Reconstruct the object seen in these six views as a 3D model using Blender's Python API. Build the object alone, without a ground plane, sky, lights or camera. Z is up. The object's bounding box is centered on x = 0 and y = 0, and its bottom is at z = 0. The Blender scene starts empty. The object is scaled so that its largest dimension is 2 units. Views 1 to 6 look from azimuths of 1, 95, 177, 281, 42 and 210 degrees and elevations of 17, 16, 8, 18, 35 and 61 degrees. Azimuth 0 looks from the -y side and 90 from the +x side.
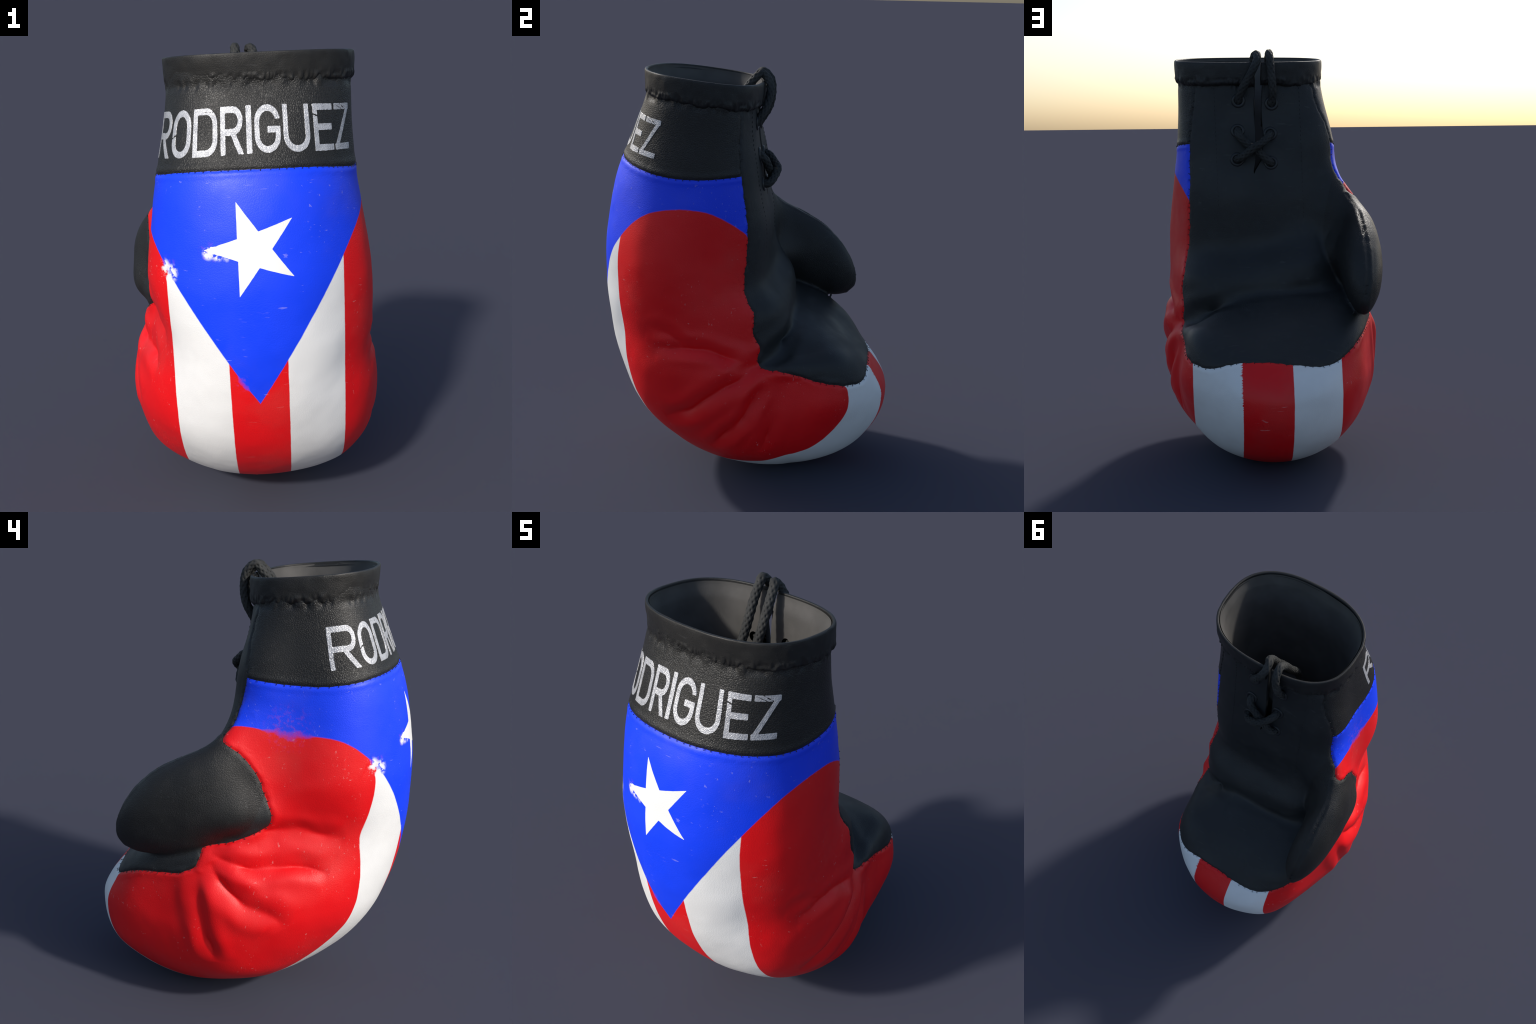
import bpy, math
import numpy as np

rng = np.random.default_rng(7)

# ------------------------------------------------------------------ helpers
def curve(knots, soft=.03, ground=.02, step=.0025):
    """Smooth monotone cubic through (t, value) knots."""
    k = np.array(sorted(knots), float)
    t, v = k[:, 0], k[:, 1]
    h, d = np.diff(t), np.diff(v) / np.diff(t)
    m = np.zeros_like(v)
    m[0], m[-1] = d[0], d[-1]
    same = d[:-1] * d[1:] > 0
    w1, w2 = 2 * h[1:] + h[:-1], h[1:] + 2 * h[:-1]
    with np.errstate(divide="ignore", invalid="ignore"):
        hm = (w1 + w2) / (w1 / d[:-1] + w2 / d[1:])
    m[1:-1] = np.where(same, hm, 0.0)

    def f(x):
        i = np.clip(np.searchsorted(t, x) - 1, 0, len(h) - 1)
        s = (x - t[i]) / h[i]
        s2, s3 = s * s, s * s * s
        return ((2 * s3 - 3 * s2 + 1) * v[i] + (s3 - 2 * s2 + s) * h[i] * m[i]
                + (3 * s2 - 2 * s3) * v[i + 1] + (s3 - s2) * h[i] * m[i + 1])
    # a softened table of it, less softened close to the ground
    tab = np.arange(t[0], t[-1] + step / 2, step)
    val = f(np.clip(tab, t[0], t[-1]))

    def soften(sigma):
        r = int(4 * sigma / step)
        w = np.exp(-.5 * (np.arange(-r, r + 1) * step / sigma) ** 2)
        lead, tail = 2 * val[0] - val[1:r + 1][::-1], 2 * val[-1] - val[-r - 1:-1][::-1]
        return np.convolve(np.concatenate([lead, val, tail]), w / w.sum(), "valid")
    blend = np.clip((tab - ground) / .15, 0, 1) if ground is not None else 1.0
    val = soften(soft) if ground is None else soften(.006) * (1 - blend) + soften(soft) * blend
    return lambda x: np.interp(x, tab, val)


def smin(a, b, k):
    h = np.clip(0.5 + 0.5 * (b - a) / k, 0, 1)
    return b + (a - b) * h - k * h * (1 - h)


def smax(a, b, k):
    return -smin(-a, -b, k)


def sstep(a, b, x):
    t = np.clip((x - a) / (b - a), 0, 1)
    return t * t * (3 - 2 * t)


def section(u, v, cu, cv, u0, u1, v0, v1, n0, n1):
    """Signed pseudo distance to a lop-sided rounded section in the (u, v) plane."""
    du, dv = u - cu, v - cv
    a = np.where(du > 0, u1 - cu, cu - u0)
    b = np.where(dv > 0, v1 - cv, cv - v0)
    n = np.where(dv > 0, n1, n0)
    a, b = np.maximum(a, 0.02), np.maximum(b, 0.02)
    rho = (np.abs(du / a) ** n + np.abs(dv / b) ** n + 1e-9) ** (1 / n)
    r = np.sqrt(du * du + dv * dv) + 1e-9
    return (rho - 1) * r / rho


# ------------------------------------------------------------------ the glove's volumes
# hand and cuff: horizontal sections, from the ground to the rim
HAND_RIGHT = curve([(0, .03), (.012, .15), (.03, .23), (.06, .295), (.12, .37), (.2, .445), (.35, .52), (.5, .546), (.62, .55), (.7, .532), (.78, .518), (.9, .522), (1.05, .522), (1.2, .51), (1.36, .488), (1.5, .464), (1.6, .455), (1.75, .448), (1.86, .448), (2.02, .462)])
HAND_LEFT = curve([(0, .0), (.012, -.11), (.03, -.18), (.06, -.25), (.12, -.33), (.2, -.40), (.3, -.468), (.4, -.51), (.5, -.525), (.6, -.515), (.7, -.485), (.8, -.44), (.9, -.415), (1.0, -.43), (1.1, -.43), (1.2, -.405), (1.36, -.362), (1.5, -.333), (1.6, -.315), (1.75, -.292), (1.86, -.282), (2.02, -.288)])
HAND_BACK = curve([(0, .12), (.012, .02), (.03, -.06), (.08, -.185), (.128, -.275), (.2, -.385), (.28, -.475), (.36, -.545), (.45, -.602), (.55, -.643), (.67, -.676), (.8, -.70), (.93, -.712), (1.1, -.712), (1.26, -.697), (1.42, -.668), (1.53, -.635), (1.6, -.605), (1.7, -.56), (1.81, -.513), (1.87, -.488), (2.02, -.478)])
HAND_FRONT = curve([(0, .2), (.03, .28), (.1, .3), (.5, .28), (.7, .25), (.77, .225), (.83, .21), (.88, .208), (.92, .185), (.96, .15), (1.0, .118), (1.05, .102), (1.15, .105), (1.25, .108), (1.37, .088), (1.45, .07), (1.6, .049), (1.71, .034), (1.84, .032), (1.95, .052), (2.02, .052)])
HAND_CX = curve([(0, .03), (1.2, .05), (1.6, .075), (2.02, .09)])
HAND_CY = curve([(0, .16), (.1, .1), (.3, -.05), (.6, -.12), (1.0, -.2), (1.5, -.22), (2.02, -.21)])
HAND_NB = curve([(0, 2.2), (.8, 2.15), (1.3, 2.15), (1.6, 2.2), (1.9, 2.5), (2.02, 2.5)])
HAND_NF = curve([(0, 2.2), (.6, 2.6), (.8, 3.2), (1.0, 3.0), (1.3, 2.7), (1.6, 2.9), (2.02, 2.7)])
# curled fingers: horizontal sections of the lobe below the palm crease
FIST_RIGHT = curve([(0, .03), (.012, .14), (.03, .21), (.06, .265), (.1, .32), (.2, .415), (.32, .475), (.45, .5), (.6, .5), (.72, .48), (.95, .42)])
FIST_LEFT = curve([(0, -.03), (.012, -.15), (.03, -.22), (.06, -.275), (.1, -.33), (.2, -.43), (.32, -.505), (.45, -.545), (.55, -.548), (.65, -.53), (.75, -.5), (.95, -.45)])
FIST_FRONT = curve([(0, .26), (.012, .36), (.03, .42), (.07, .505), (.13, .59), (.2, .65), (.28, .695), (.35, .712), (.42, .71), (.5, .685), (.58, .65), (.72, .60), (.95, .55)])
FIST_NF = curve([(0, 2.0), (.3, 2.05), (.55, 2.4), (.95, 2.6)])
FIST_TOP = curve([(-.1, .83), (.1, .825), (.2, .81), (.3, .782), (.4, .735), (.5, .67), (.6, .59), (.66, .525), (.75, .42)], .02, None)
# thumb: upright sections along y
THUMB_OUT = curve([(-.45, -.25), (-.3, -.33), (-.15, -.42), (0, -.48), (.1, -.516), (.2, -.535), (.3, -.534), (.4, -.518), (.47, -.495), (.54, -.45)], .02, None)
THUMB_IN = curve([(-.45, 0), (-.3, -.1), (0, -.24), (.1, -.305), (.2, -.34), (.3, -.338), (.4, -.34), (.47, -.352), (.54, -.39)], .02, None)
THUMB_LOW = curve([(-.45, 1.03), (-.3, .98), (-.15, .9), (0, .84), (.1, .792), (.2, .752), (.3, .728), (.4, .722), (.47, .737), (.54, .79)], .02, None)
THUMB_TOP = curve([(-.45, 1.2), (-.3, 1.3), (-.15, 1.33), (0, 1.325), (.07, 1.29), (.14, 1.245), (.26, 1.19), (.357, 1.13), (.43, 1.06), (.49, .98), (.54, .88)], .02, None)


def hand_field(p):
    x, y, z = p[..., 0], p[..., 1], p[..., 2]
    return section(x, y, HAND_CX(z), HAND_CY(z), HAND_LEFT(z), HAND_RIGHT(z), HAND_BACK(z), HAND_FRONT(z), HAND_NB(z), HAND_NF(z))


def fist_field(p):
    x, y, z = p[..., 0], p[..., 1], p[..., 2]
    f = section(x, y, -.02 + 0 * z, .08 + .12 * sstep(.3, 0, z), FIST_LEFT(z), FIST_RIGHT(z), -.3 + .35 * sstep(.3, 0, z), FIST_FRONT(z), 2.2, FIST_NF(z))
    lean = -.10 * sstep(0, .42, x) * sstep(.5, .15, y) + .02 * sstep(-.1, -.35, x)
    return smax(f, (z - FIST_TOP(y) - lean) * .88, .07)


def thumb_field(p):
    x, y, z = p[..., 0], p[..., 1], p[..., 2]
    lo, hi = THUMB_LOW(y), THUMB_TOP(y)
    f = section(x, z, .5 * (THUMB_OUT(y) + THUMB_IN(y)), .5 * (lo + hi) + .02, THUMB_OUT(y), THUMB_IN(y), lo, hi, 2.0, 2.0)
    return smax(smax(f, y - .54, .05), -.45 - y, .03)


def slope_fixed(field, p, e=.003):
    """Field divided by its gradient length, so that it acts like a distance."""
    f, g = field(p), 0
    for k in range(3):
        o = np.zeros(3)
        o[k] = e
        g = g + ((field(p + o) - f) / e) ** 2
    return f / np.sqrt(np.maximum(g, .25))


# soft swellings (+) and hollows (-): centre, reach along x y z, height
SWELLS = [((-.28, .0, 1.55), (.10, .10, .17), .055), ((-.24, -.52, 1.5), (.13, .13, .24), .026), ((-.31, -.42, 1.42), (.09, .10, .28), .022),
          ((-.42, -.36, .88), (.14, .14, .14), -.045), ((-.40, -.40, .38), (.14, .15, .18), -.03), ((-.31, -.58, .67), (.10, .12, .13), -.010), ((-.45, .0, .21), (.12, .20, .10), .02),
          ((.44, -.43, .42), (.12, .12, .15), .018), ((.46, -.43, 1.0), (.08, .10, .28), .018), ((.42, -.15, .16), (.12, .15, .10), .018),
          ((.50, -.04, 1.12), (.08, .13, .18), -.064), ((.35, .04, 1.35), (.10, .08, .22), .012), ((.49, .06, .80), (.08, .10, .17), -.034), ((.46, .22, .47), (.09, .14, .13), -.025), ((-.20, .12, .985), (.11, .10, .085), .06), ((-.06, .14, .95), (.12, .08, .06), .018), ((-.31, .06, 1.25), (.08, .08, .10), .02),
          ((.49, .27, .60), (.10, .14, .13), -.045), ((.40, .27, .69), (.10, .12, .06), -.035), ((.45, .40, .46), (.08, .10, .08), .02),
          ((-.50, .34, .53), (.12, .16, .15), -.062), ((-.28, .60, .58), (.12, .08, .08), -.022), ((-.36, .60, .22), (.12, .10, .09), .024),
          ((-.45, -.16, 1.21), (.10, .11, .10), -.042), ((-.46, -.03, .96), (.08, .09, .07), .06), ((-.49, .0, 1.28), (.10, .10, .07), -.015)]


def body_field(p):
    x, y, z = p[..., 0], p[..., 1], p[..., 2]
    a, b, t = (slope_fixed(f, p) for f in (hand_field, fist_field, thumb_field))
    f = smin(a, b, .015 + .055 * sstep(.05, .25, z))
    f = smin(f, t, .018 + .10 * sstep(1.02, 1.22, z))
    for c, r, hgt in SWELLS:
        f = f - hgt * np.exp(-.5 * (((x - c[0]) / r[0]) ** 2 + ((y - c[1]) / r[1]) ** 2 + ((z - c[2]) / r[2]) ** 2))
    return smax(f, -z, .012)


def body_gradient(p, f, e=.003):
    g = np.empty_like(p)
    for k in range(3):
        o = np.zeros(3)
        o[k] = e
        g[:, k] = (body_field(p + o) - f) / e
    return g


def surface_nets(field, lo, hi, h):
    """Quads on the zero level of a field, sampled on a grid."""
    n = np.ceil((np.array(hi) - lo) / h).astype(int) + 1
    ax = [lo[k] + h * np.arange(n[k]) for k in range(3)]
    val = np.empty(n)
    for i in range(0, n[0], 16):
        g = np.stack(np.meshgrid(ax[0][i:i + 16], ax[1], ax[2], indexing="ij"), -1)
        val[i:i + 16] = field(g)
    s = val < 0
    c = n - 1
    corners = [(i, j, k) for i in (0, 1) for j in (0, 1) for k in (0, 1)]
    sub = lambda a, o: a[o[0]:o[0] + c[0], o[1]:o[1] + c[1], o[2]:o[2] + c[2]]
    count = sum(sub(s, o).astype(int) for o in corners)
    act = (count > 0) & (count < 8)
    ids = -np.ones(c, int)
    ids[act] = np.arange(act.sum())
    verts = np.stack(np.nonzero(act), -1) * h + np.array(lo) + h / 2
    quads = []
    for k in range(3):
        a = np.moveaxis(s, k, 0)
        I = np.moveaxis(ids, k, 0)
        e0, e1 = a[:-1, 1:-1, 1:-1], a[1:, 1:-1, 1:-1]
        cr = np.nonzero(e0 != e1)
        i, j, l = cr
        q = np.stack([I[i, j, l], I[i, j + 1, l], I[i, j + 1, l + 1], I[i, j, l + 1]], -1)
        flip = ~e0[cr]
        if k == 1:
            flip = ~flip
        q[flip] = q[flip][:, ::-1]
        quads.append(q)
    return verts, np.concatenate(quads)


def project(p, steps):
    for _ in range(steps):
        f = body_field(p)
        g = body_gradient(p, f)
        p = p - np.clip(f, -.02, .02)[:, None] * g / np.maximum((g * g).sum(1), .3)[:, None]
    return p


def subdivide(v, t):
    e = np.sort(np.concatenate([t[:, [0, 1]], t[:, [1, 2]], t[:, [2, 0]]]), 1)
    u, inv = np.unique(e, axis=0, return_inverse=True)
    inv = inv.reshape(-1)
    m = len(v) + inv.reshape(3, -1)
    v = np.concatenate([v, .5 * (v[u[:, 0]] + v[u[:, 1]])])
    a, b, c = t.T
    ab, bc, ca = m
    return v, np.concatenate([np.stack(q, 1) for q in ((a, ab, ca), (ab, b, bc), (ca, bc, c), (ab, bc, ca))])


def vertex_normals(v, t):
    fn = np.cross(v[t[:, 1]] - v[t[:, 0]], v[t[:, 2]] - v[t[:, 0]])
    n = np.zeros_like(v)
    for k in range(3):
        for c in range(3):
            n[:, c] += np.bincount(t[:, k], fn[:, c], len(v))
    return n / np.maximum(np.linalg.norm(n, axis=1, keepdims=True), 1e-12)


def relax(v, t, times, amount=.5, mask=None):
    e = np.concatenate([t[:, [0, 1]], t[:, [1, 2]], t[:, [2, 0]]])
    e = np.concatenate([e, e[:, ::-1]])
    deg = np.bincount(e[:, 0], minlength=len(v))
    for _ in range(times):
        avg = np.stack([np.bincount(e[:, 0], v[e[:, 1], c], len(v)) for c in range(3)], 1) / np.maximum(deg, 1)[:, None]
        d = (avg - v) * amount
        v = v + (d if mask is None else d * mask[:, None])
    return v


def base_surface(h=.0225):
    v, q = surface_nets(body_field, np.array([-.64, -.80, -.05]), np.array([.64, .80, 2.08]), h)
    t = np.concatenate([q[:, [0, 1, 2]], q[:, [0, 2, 3]]])
    v = project(relax(v, t, 3), 3)
    v = project(relax(v, t, 2), 2)
    for steps in (2, 1):
        v, t = subdivide(v, t)
        for _ in range(steps):
            v = v - np.clip(body_field(v), -.01, .01)[:, None] * vertex_normals(v, t)
        v = relax(v, t, 1, .3)
    v[:, 2] = np.maximum(v[:, 2], 0)
    return v, t

# ------------------------------------------------------------------ noise, cutting, mesh making
def noise(p, seed=0):
    """Smooth value noise in -1..1 on a unit lattice."""
    i = np.floor(p).astype(np.int64)
    f = p - i
    f = f * f * (3 - 2 * f)
    out = 0.0
    for c in range(8):
        o = np.array([c & 1, c >> 1 & 1, c >> 2 & 1])
        q = i + o
        h = (q[:, 0] * 73856093) ^ (q[:, 1] * 19349663) ^ (q[:, 2] * 83492791) ^ (seed * 2654435)
        h = (h * 1103515245 + 12345) & 0x7fffffff
        h = ((h ^ (h >> 13)) * 1274126177) & 0x7fffffff
        w = np.prod(np.where(o == 1, f, 1 - f), axis=1)
        out = out + w * (h / 0x3fffffff - 1)
    return out


def iso_cut(V, T, f, labels=None):
    """Split triangles along f = 0; V may carry extra columns. Returns V, T, side, labels."""
    s = f > 0
    cnt = s[T].sum(1)
    mixed = (cnt == 1) | (cnt == 2)
    M = T[mixed]
    ms = s[M]
    lone = np.where(cnt[mixed] == 1, ms.argmax(1), (~ms).argmax(1))
    r = np.arange(len(M))
    a, b, c = M[r, lone], M[r, (lone + 1) % 3], M[r, (lone + 2) % 3]
    e = np.concatenate([np.stack([a, b], 1), np.stack([a, c], 1)])
    es = np.sort(e, 1)
    u, inv = np.unique(es, axis=0, return_inverse=True)
    inv = inv.reshape(-1)
    w = np.clip(f[u[:, 0]] / (f[u[:, 0]] - f[u[:, 1]]), .03, .97)[:, None]
    new = V[u[:, 0]] * (1 - w) + V[u[:, 1]] * w
    P, Q = len(V) + inv[:len(M)], len(V) + inv[len(M):]
    sa = s[a]
    T2 = np.concatenate([T[~mixed], np.stack([a, P, Q], 1), np.stack([P, b, c], 1), np.stack([P, c, Q], 1)])
    side = np.concatenate([cnt[~mixed] == 3, sa, ~sa, ~sa])
    if labels is not None:
        k = labels[mixed]
        labels = np.concatenate([labels[~mixed], k, k, k])
    return np.concatenate([V, new]), T2, side, labels


def make_mesh(name, v, faces, normals=None, smooth=True):
    me = bpy.data.meshes.new(name)
    faces = np.asarray(faces)
    n, k = faces.shape
    me.vertices.add(len(v))
    me.vertices.foreach_set("co", np.ascontiguousarray(v, dtype=np.float32).ravel())
    me.loops.add(n * k)
    me.loops.foreach_set("vertex_index", faces.astype(np.int32).ravel())
    me.polygons.add(n)
    me.polygons.foreach_set("loop_start", np.arange(0, n * k, k, dtype=np.int32))
    me.polygons.foreach_set("loop_total", np.full(n, k, dtype=np.int32))
    me.polygons.foreach_set("use_smooth", np.full(n, smooth))
    me.update(calc_edges=True)
    me.validate()
    if normals is not None:
        me.normals_split_custom_set_from_vertices(normals.tolist())
    return me


def add(name, mesh, material, parent, **props):
    ob = bpy.data.objects.new(name, mesh)
    bpy.context.collection.objects.link(ob)
    if material is not None and not mesh.materials:
        mesh.materials.append(material)
    ob.parent = parent
    for k, x in props.items():
        ob[k] = x
    return ob


def compact(V, T):
    used = np.unique(T)
    m = np.zeros(len(V), int)
    m[used] = np.arange(len(used))
    return used, m[T]


def grid_faces(rows, cols, wrap_cols=False, wrap_rows=False):
    i, j = np.meshgrid(np.arange(rows if wrap_rows else rows - 1), np.arange(cols if wrap_cols else cols - 1), indexing="ij")
    i, j = i.ravel(), j.ravel()
    i1, j1 = (i + 1) % rows, (j + 1) % cols
    return np.stack([i * cols + j, i * cols + j1, i1 * cols + j1, i1 * cols + j], 1)


def polyline_distance(p, line):
    """Distance to a polyline and the share of its length at the nearest point."""
    line = np.array(line, float)
    seg = np.linalg.norm(np.diff(line, axis=0), axis=1)
    acc = np.concatenate([[0], np.cumsum(seg)]) / seg.sum()
    best, where = np.full(len(p), 9.0), np.zeros(len(p))
    for k in range(len(seg)):
        a, d = line[k], line[k + 1] - line[k]
        t = np.clip(((p - a) @ d) / (d @ d), 0, 1)
        dist = np.linalg.norm(p - a - t[:, None] * d, axis=1)
        m = dist < best
        best, where = np.where(m, dist, best), np.where(m, acc[k] + t * (acc[k + 1] - acc[k]), where)
    return best, where


def spline(points, n):
    """Catmull-Rom through control points."""
    p = np.array(points, float)
    p = np.concatenate([[2 * p[0] - p[1]], p, [2 * p[-1] - p[-2]]])
    u = np.linspace(0, len(points) - 1 - 1e-9, n)
    i = u.astype(int)
    t = (u - i)[:, None]
    a, b, c, d = p[i], p[i + 1], p[i + 2], p[i + 3]
    return .5 * (2 * b + (c - a) * t + (2 * a - 5 * b + 4 * c - d) * t ** 2 + (3 * b - a - 3 * c + d) * t ** 3)


# ------------------------------------------------------------------ seams of the leather panels
def rim_height(y):
    return 2.0 - .116 * (y + .5)


PALM_EDGE_RIGHT = curve([(.5, .14), (.62, .12), (.655, .105), (.69, .09), (.72, .095), (.76, .088), (.82, .06), (.93, .035), (1.08, .025), (1.25, .024), (1.44, .012), (1.54, .002), (1.66, -.006), (1.8, -.01), (2.1, -.012)], .008, None)
PALM_LINE_RIGHT = curve([(.5, .45), (.74, .445), (.8, .443), (.88, .432), (.965, .419), (1.126, .398), (1.25, .396), (1.39, .392), (1.54, .390), (1.66, .376), (1.8, .36), (2.1, .36)], .02, None)
PALM_EDGE_LEFT = curve([(.5, .3), (.69, .22), (.72, .16), (.77, .138), (.817, .126), (.842, .036), (.877, -.061), (.928, -.152), (.975, -.161), (1.048, -.135), (1.16, -.083), (1.245, -.006), (1.293, .07), (1.34, .035), (1.39, .022), (1.53, -.004), (1.69, -.006), (1.81, -.023), (2.1, -.035)], .008, None)
FIST_EDGE = curve([(-110, .75), (-80, .73), (-70, .7), (-62, .677), (-49, .655), (-42, .636), (-34, .598), (-27, .562), (-19, .546), (-7, .558), (4, .572), (14, .571), (21, .558), (28, .539), (36, .546), (47, .571), (60, .612), (68, .627), (72, .63), (77, .645), (90, .66), (110, .66)], 1.5, None, .25)
CUFF_EDGE = curve([(-.7, 1.60), (-.6, 1.585), (-.5, 1.56), (-.4, 1.54), (-.29, 1.527), (-.2, 1.526), (-.1, 1.532), (0, 1.54), (.2, 1.55)], .03, None)
THUMB_RIDGE = [(-.389, .101, 1.286), (-.428, .205, 1.224), (-.437, .329, 1.146), (-.437, .425, 1.055), (-.432, .496, .949), (-.421, .531, .854), (-.415, .498, .775)]


def palm_seam(p):
    """Positive on the black palm and thumb leather, negative on the printed back."""
    x, y, z = p[:, 0], p[:, 1], p[:, 2]
    side = sstep(-.02, .1, x)
    low = sstep(.84, .73, z)
    right = np.minimum((PALM_LINE_RIGHT(z) - x) * (1 - low) + (y - PALM_EDGE_RIGHT(z)) * low, y + .12)
    left = np.maximum(y - PALM_EDGE_LEFT(z), np.minimum(np.minimum(x + .345, y + .03), 1.38 - z))
    edge = left * (1 - side) + right * side
    fist = z - FIST_EDGE(np.degrees(np.arctan2(x, np.maximum(y, 1e-3))))
    rag = .0022 * noise(p * 45, 3) + .0016 * noise(p * 110, 4)
    return np.minimum(edge, fist) + rag


def cuff_seam(p):
    return p[:, 2] - CUFF_EDGE(p[:, 1]) + .0012 * noise(p * 60, 5)


SLIT_X, SLIT_HALF, SLIT_END = .044, .019, 1.385


def slit_field(p):
    """Negative inside the lacing slit."""
    x, y, z = p[:, 0], p[:, 1], p[:, 2]
    half = SLIT_HALF * np.clip((z - SLIT_END) / .09, 0, 1)
    half = np.where(z < SLIT_END, (z - SLIT_END), half)
    mid = SLIT_X + .025 * sstep(1.47, SLIT_END, z) + .003 * np.sin(z * 23)
    return np.where(y > -.15, np.abs(x - mid) - half, .1)


EYELETS = [(.142, 1.75), (-.022, 1.736), (.148, 1.603), (-.013, 1.588), (.153, 1.463), (-.014, 1.445)]
EYELET_HOLE = .021


def eyelet_field(p):
    d = np.full(len(p), 1.0)
    for ex, ez in EYELETS:
        d = np.minimum(d, np.where(p[:, 1] > -.1, np.hypot(p[:, 0] - ex, p[:, 2] - ez) - EYELET_HOLE, 1.0))
    return d


def tangent_distance(fn, p, n, e=.002):
    f = fn(p)
    g = np.stack([(fn(p + e * np.eye(3)[k]) - f) / e for k in range(3)], 1)
    g -= (g * n).sum(1, keepdims=True) * n
    L = np.maximum(np.linalg.norm(g, axis=1), .25)
    return f / L, g / L[:, None]


# folds of the padded leather: control points, depth, width
FOLDS = [
    ([(.54, -.04, .655), (.50, .06, .655), (.45, .13, .67), (.38, .19, .705), (.28, .215, .745), (.15, .225, .775)], .034, .024),
    ([(.2, .22, .77), (.05, .215, .79), (-.1, .21, .805), (-.28, .2, .815)], .016, .022),
    ([(.472, -.429, .837), (.50, -.342, .822), (.511, -.282, .791), (.517, -.252, .757)], .010, .016),
    ([(.486, -.39, .729), (.517, -.252, .749), (.522, -.12, .736), (.502, -.051, .706), (.484, .034, .676)], .018, .018),
    ([(.474, -.352, .389), (.523, -.237, .427), (.543, -.16, .486), (.545, -.072, .555), (.512, .01, .593), (.491, .097, .655)], .022, .022),
    ([(.46, -.12, .24), (.503, -.062, .305), (.515, .028, .406), (.503, .083, .491), (.497, .146, .611)], .022, .018),
    ([(.44, .112, .211), (.474, .157, .331), (.494, .193, .455), (.493, .219, .575)], .016, .02),
    ([(-.417, -.1, .90), (-.417, -.157, .908), (-.395, -.275, .905), (-.358, -.404, .883), (-.338, -.47, .874)], .014, .02),
    ([(-.477, .098, .799), (-.491, .025, .771), (-.481, -.056, .748), (-.47, -.135, .748), (-.448, -.197, .761), (-.428, -.261, .764), (-.406, -.339, .753), (-.389, -.419, .729)], .020, .02),
    ([(-.496, .092, .764), (-.517, .036, .687), (-.527, -.044, .615), (-.531, -.128, .571), (-.523, -.209, .549), (-.505, -.26, .5)], .024, .026),
    ([(-.508, .135, .721), (-.532, .144, .635), (-.546, .131, .54), (-.539, .092, .423), (-.496, .051, .298)], .020, .022),
]


def relief(p, n):
    """Displacement along the normal: folds, seam grooves, puckers, leather unevenness."""
    d = np.zeros(len(p))
    for line, depth, width in FOLDS:
        c = np.array(line)
        near = np.all((p > c.min(0) - .16) & (p < c.max(0) + .16), axis=1)
        q = p[near]
        q = q + .008 * np.stack([noise(q * 14, 20 + k) for k in range(3)], 1)
        r, s = polyline_distance(q, spline(line, 24))
        ends = np.clip(np.minimum(s / .22, (1 - s) / .22), 0, 1) ** .7
        d[near] += ends * (-1.15 * depth * np.exp(-r / width) + .35 * depth * np.exp(-((r - 3 * width) / (1.7 * width)) ** 2))
    # seam between palm and back
    g, _ = tangent_distance(palm_seam, p, n)
    low = p[:, 2] < rim_height(p[:, 1]) - .11
    a = np.abs(g)
    d += np.where(low, -.0045 * np.exp(-(a / .006) ** 2) + .0008 * np.exp(-((a - .02) / .012) ** 2), 0)
    d += .002 * noise(p * 38, 8) * np.exp(-(a / .02) ** 2) * low
    # seam between cuff and back
    c, _ = tangent_distance(cuff_seam, p, n)
    back = g < -.004
    d += np.where(back, -.0032 * np.exp(-(c / .0055) ** 2) + .0025 * np.exp(-((c - .016) / .012) ** 2) + .002 * np.exp(-((c + .016) / .012) ** 2), 0)
    # welt along the thumb
    r, _ = polyline_distance(p, spline(THUMB_RIDGE, 30))
    d += -.005 * np.exp(-(r / .007) ** 2) + .003 * np.exp(-((r - .018) / .01) ** 2) + .002 * noise(p * 50, 11) * np.exp(-(r / .02) ** 2)
    # gathers below the binding
    t = rim_height(p[:, 1]) - p[:, 2]
    ang = np.arctan2(p[:, 1] + .2, p[:, 0] - .09)
    q = np.stack([ang * 24, p[:, 2] * 14, ang * 0], 1)
    d += .007 * noise(q, 12) * np.exp(-((t - .113) / .017) ** 2) + -.003 * np.exp(-((t - .115) / .02) ** 2)
    # light unevenness of the stuffing
    d += (.003 * noise(p * 6, 13) + .0008 * noise(p * 19, 14)) * sstep(1.6, 1.4, p[:, 2])
    return d


# ------------------------------------------------------------------ materials
def leather(name):
    m = bpy.data.materials.new(name)
    m.use_nodes = True
    nt = m.node_tree
    return m, nt, nt.nodes["Principled BSDF"]


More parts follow.
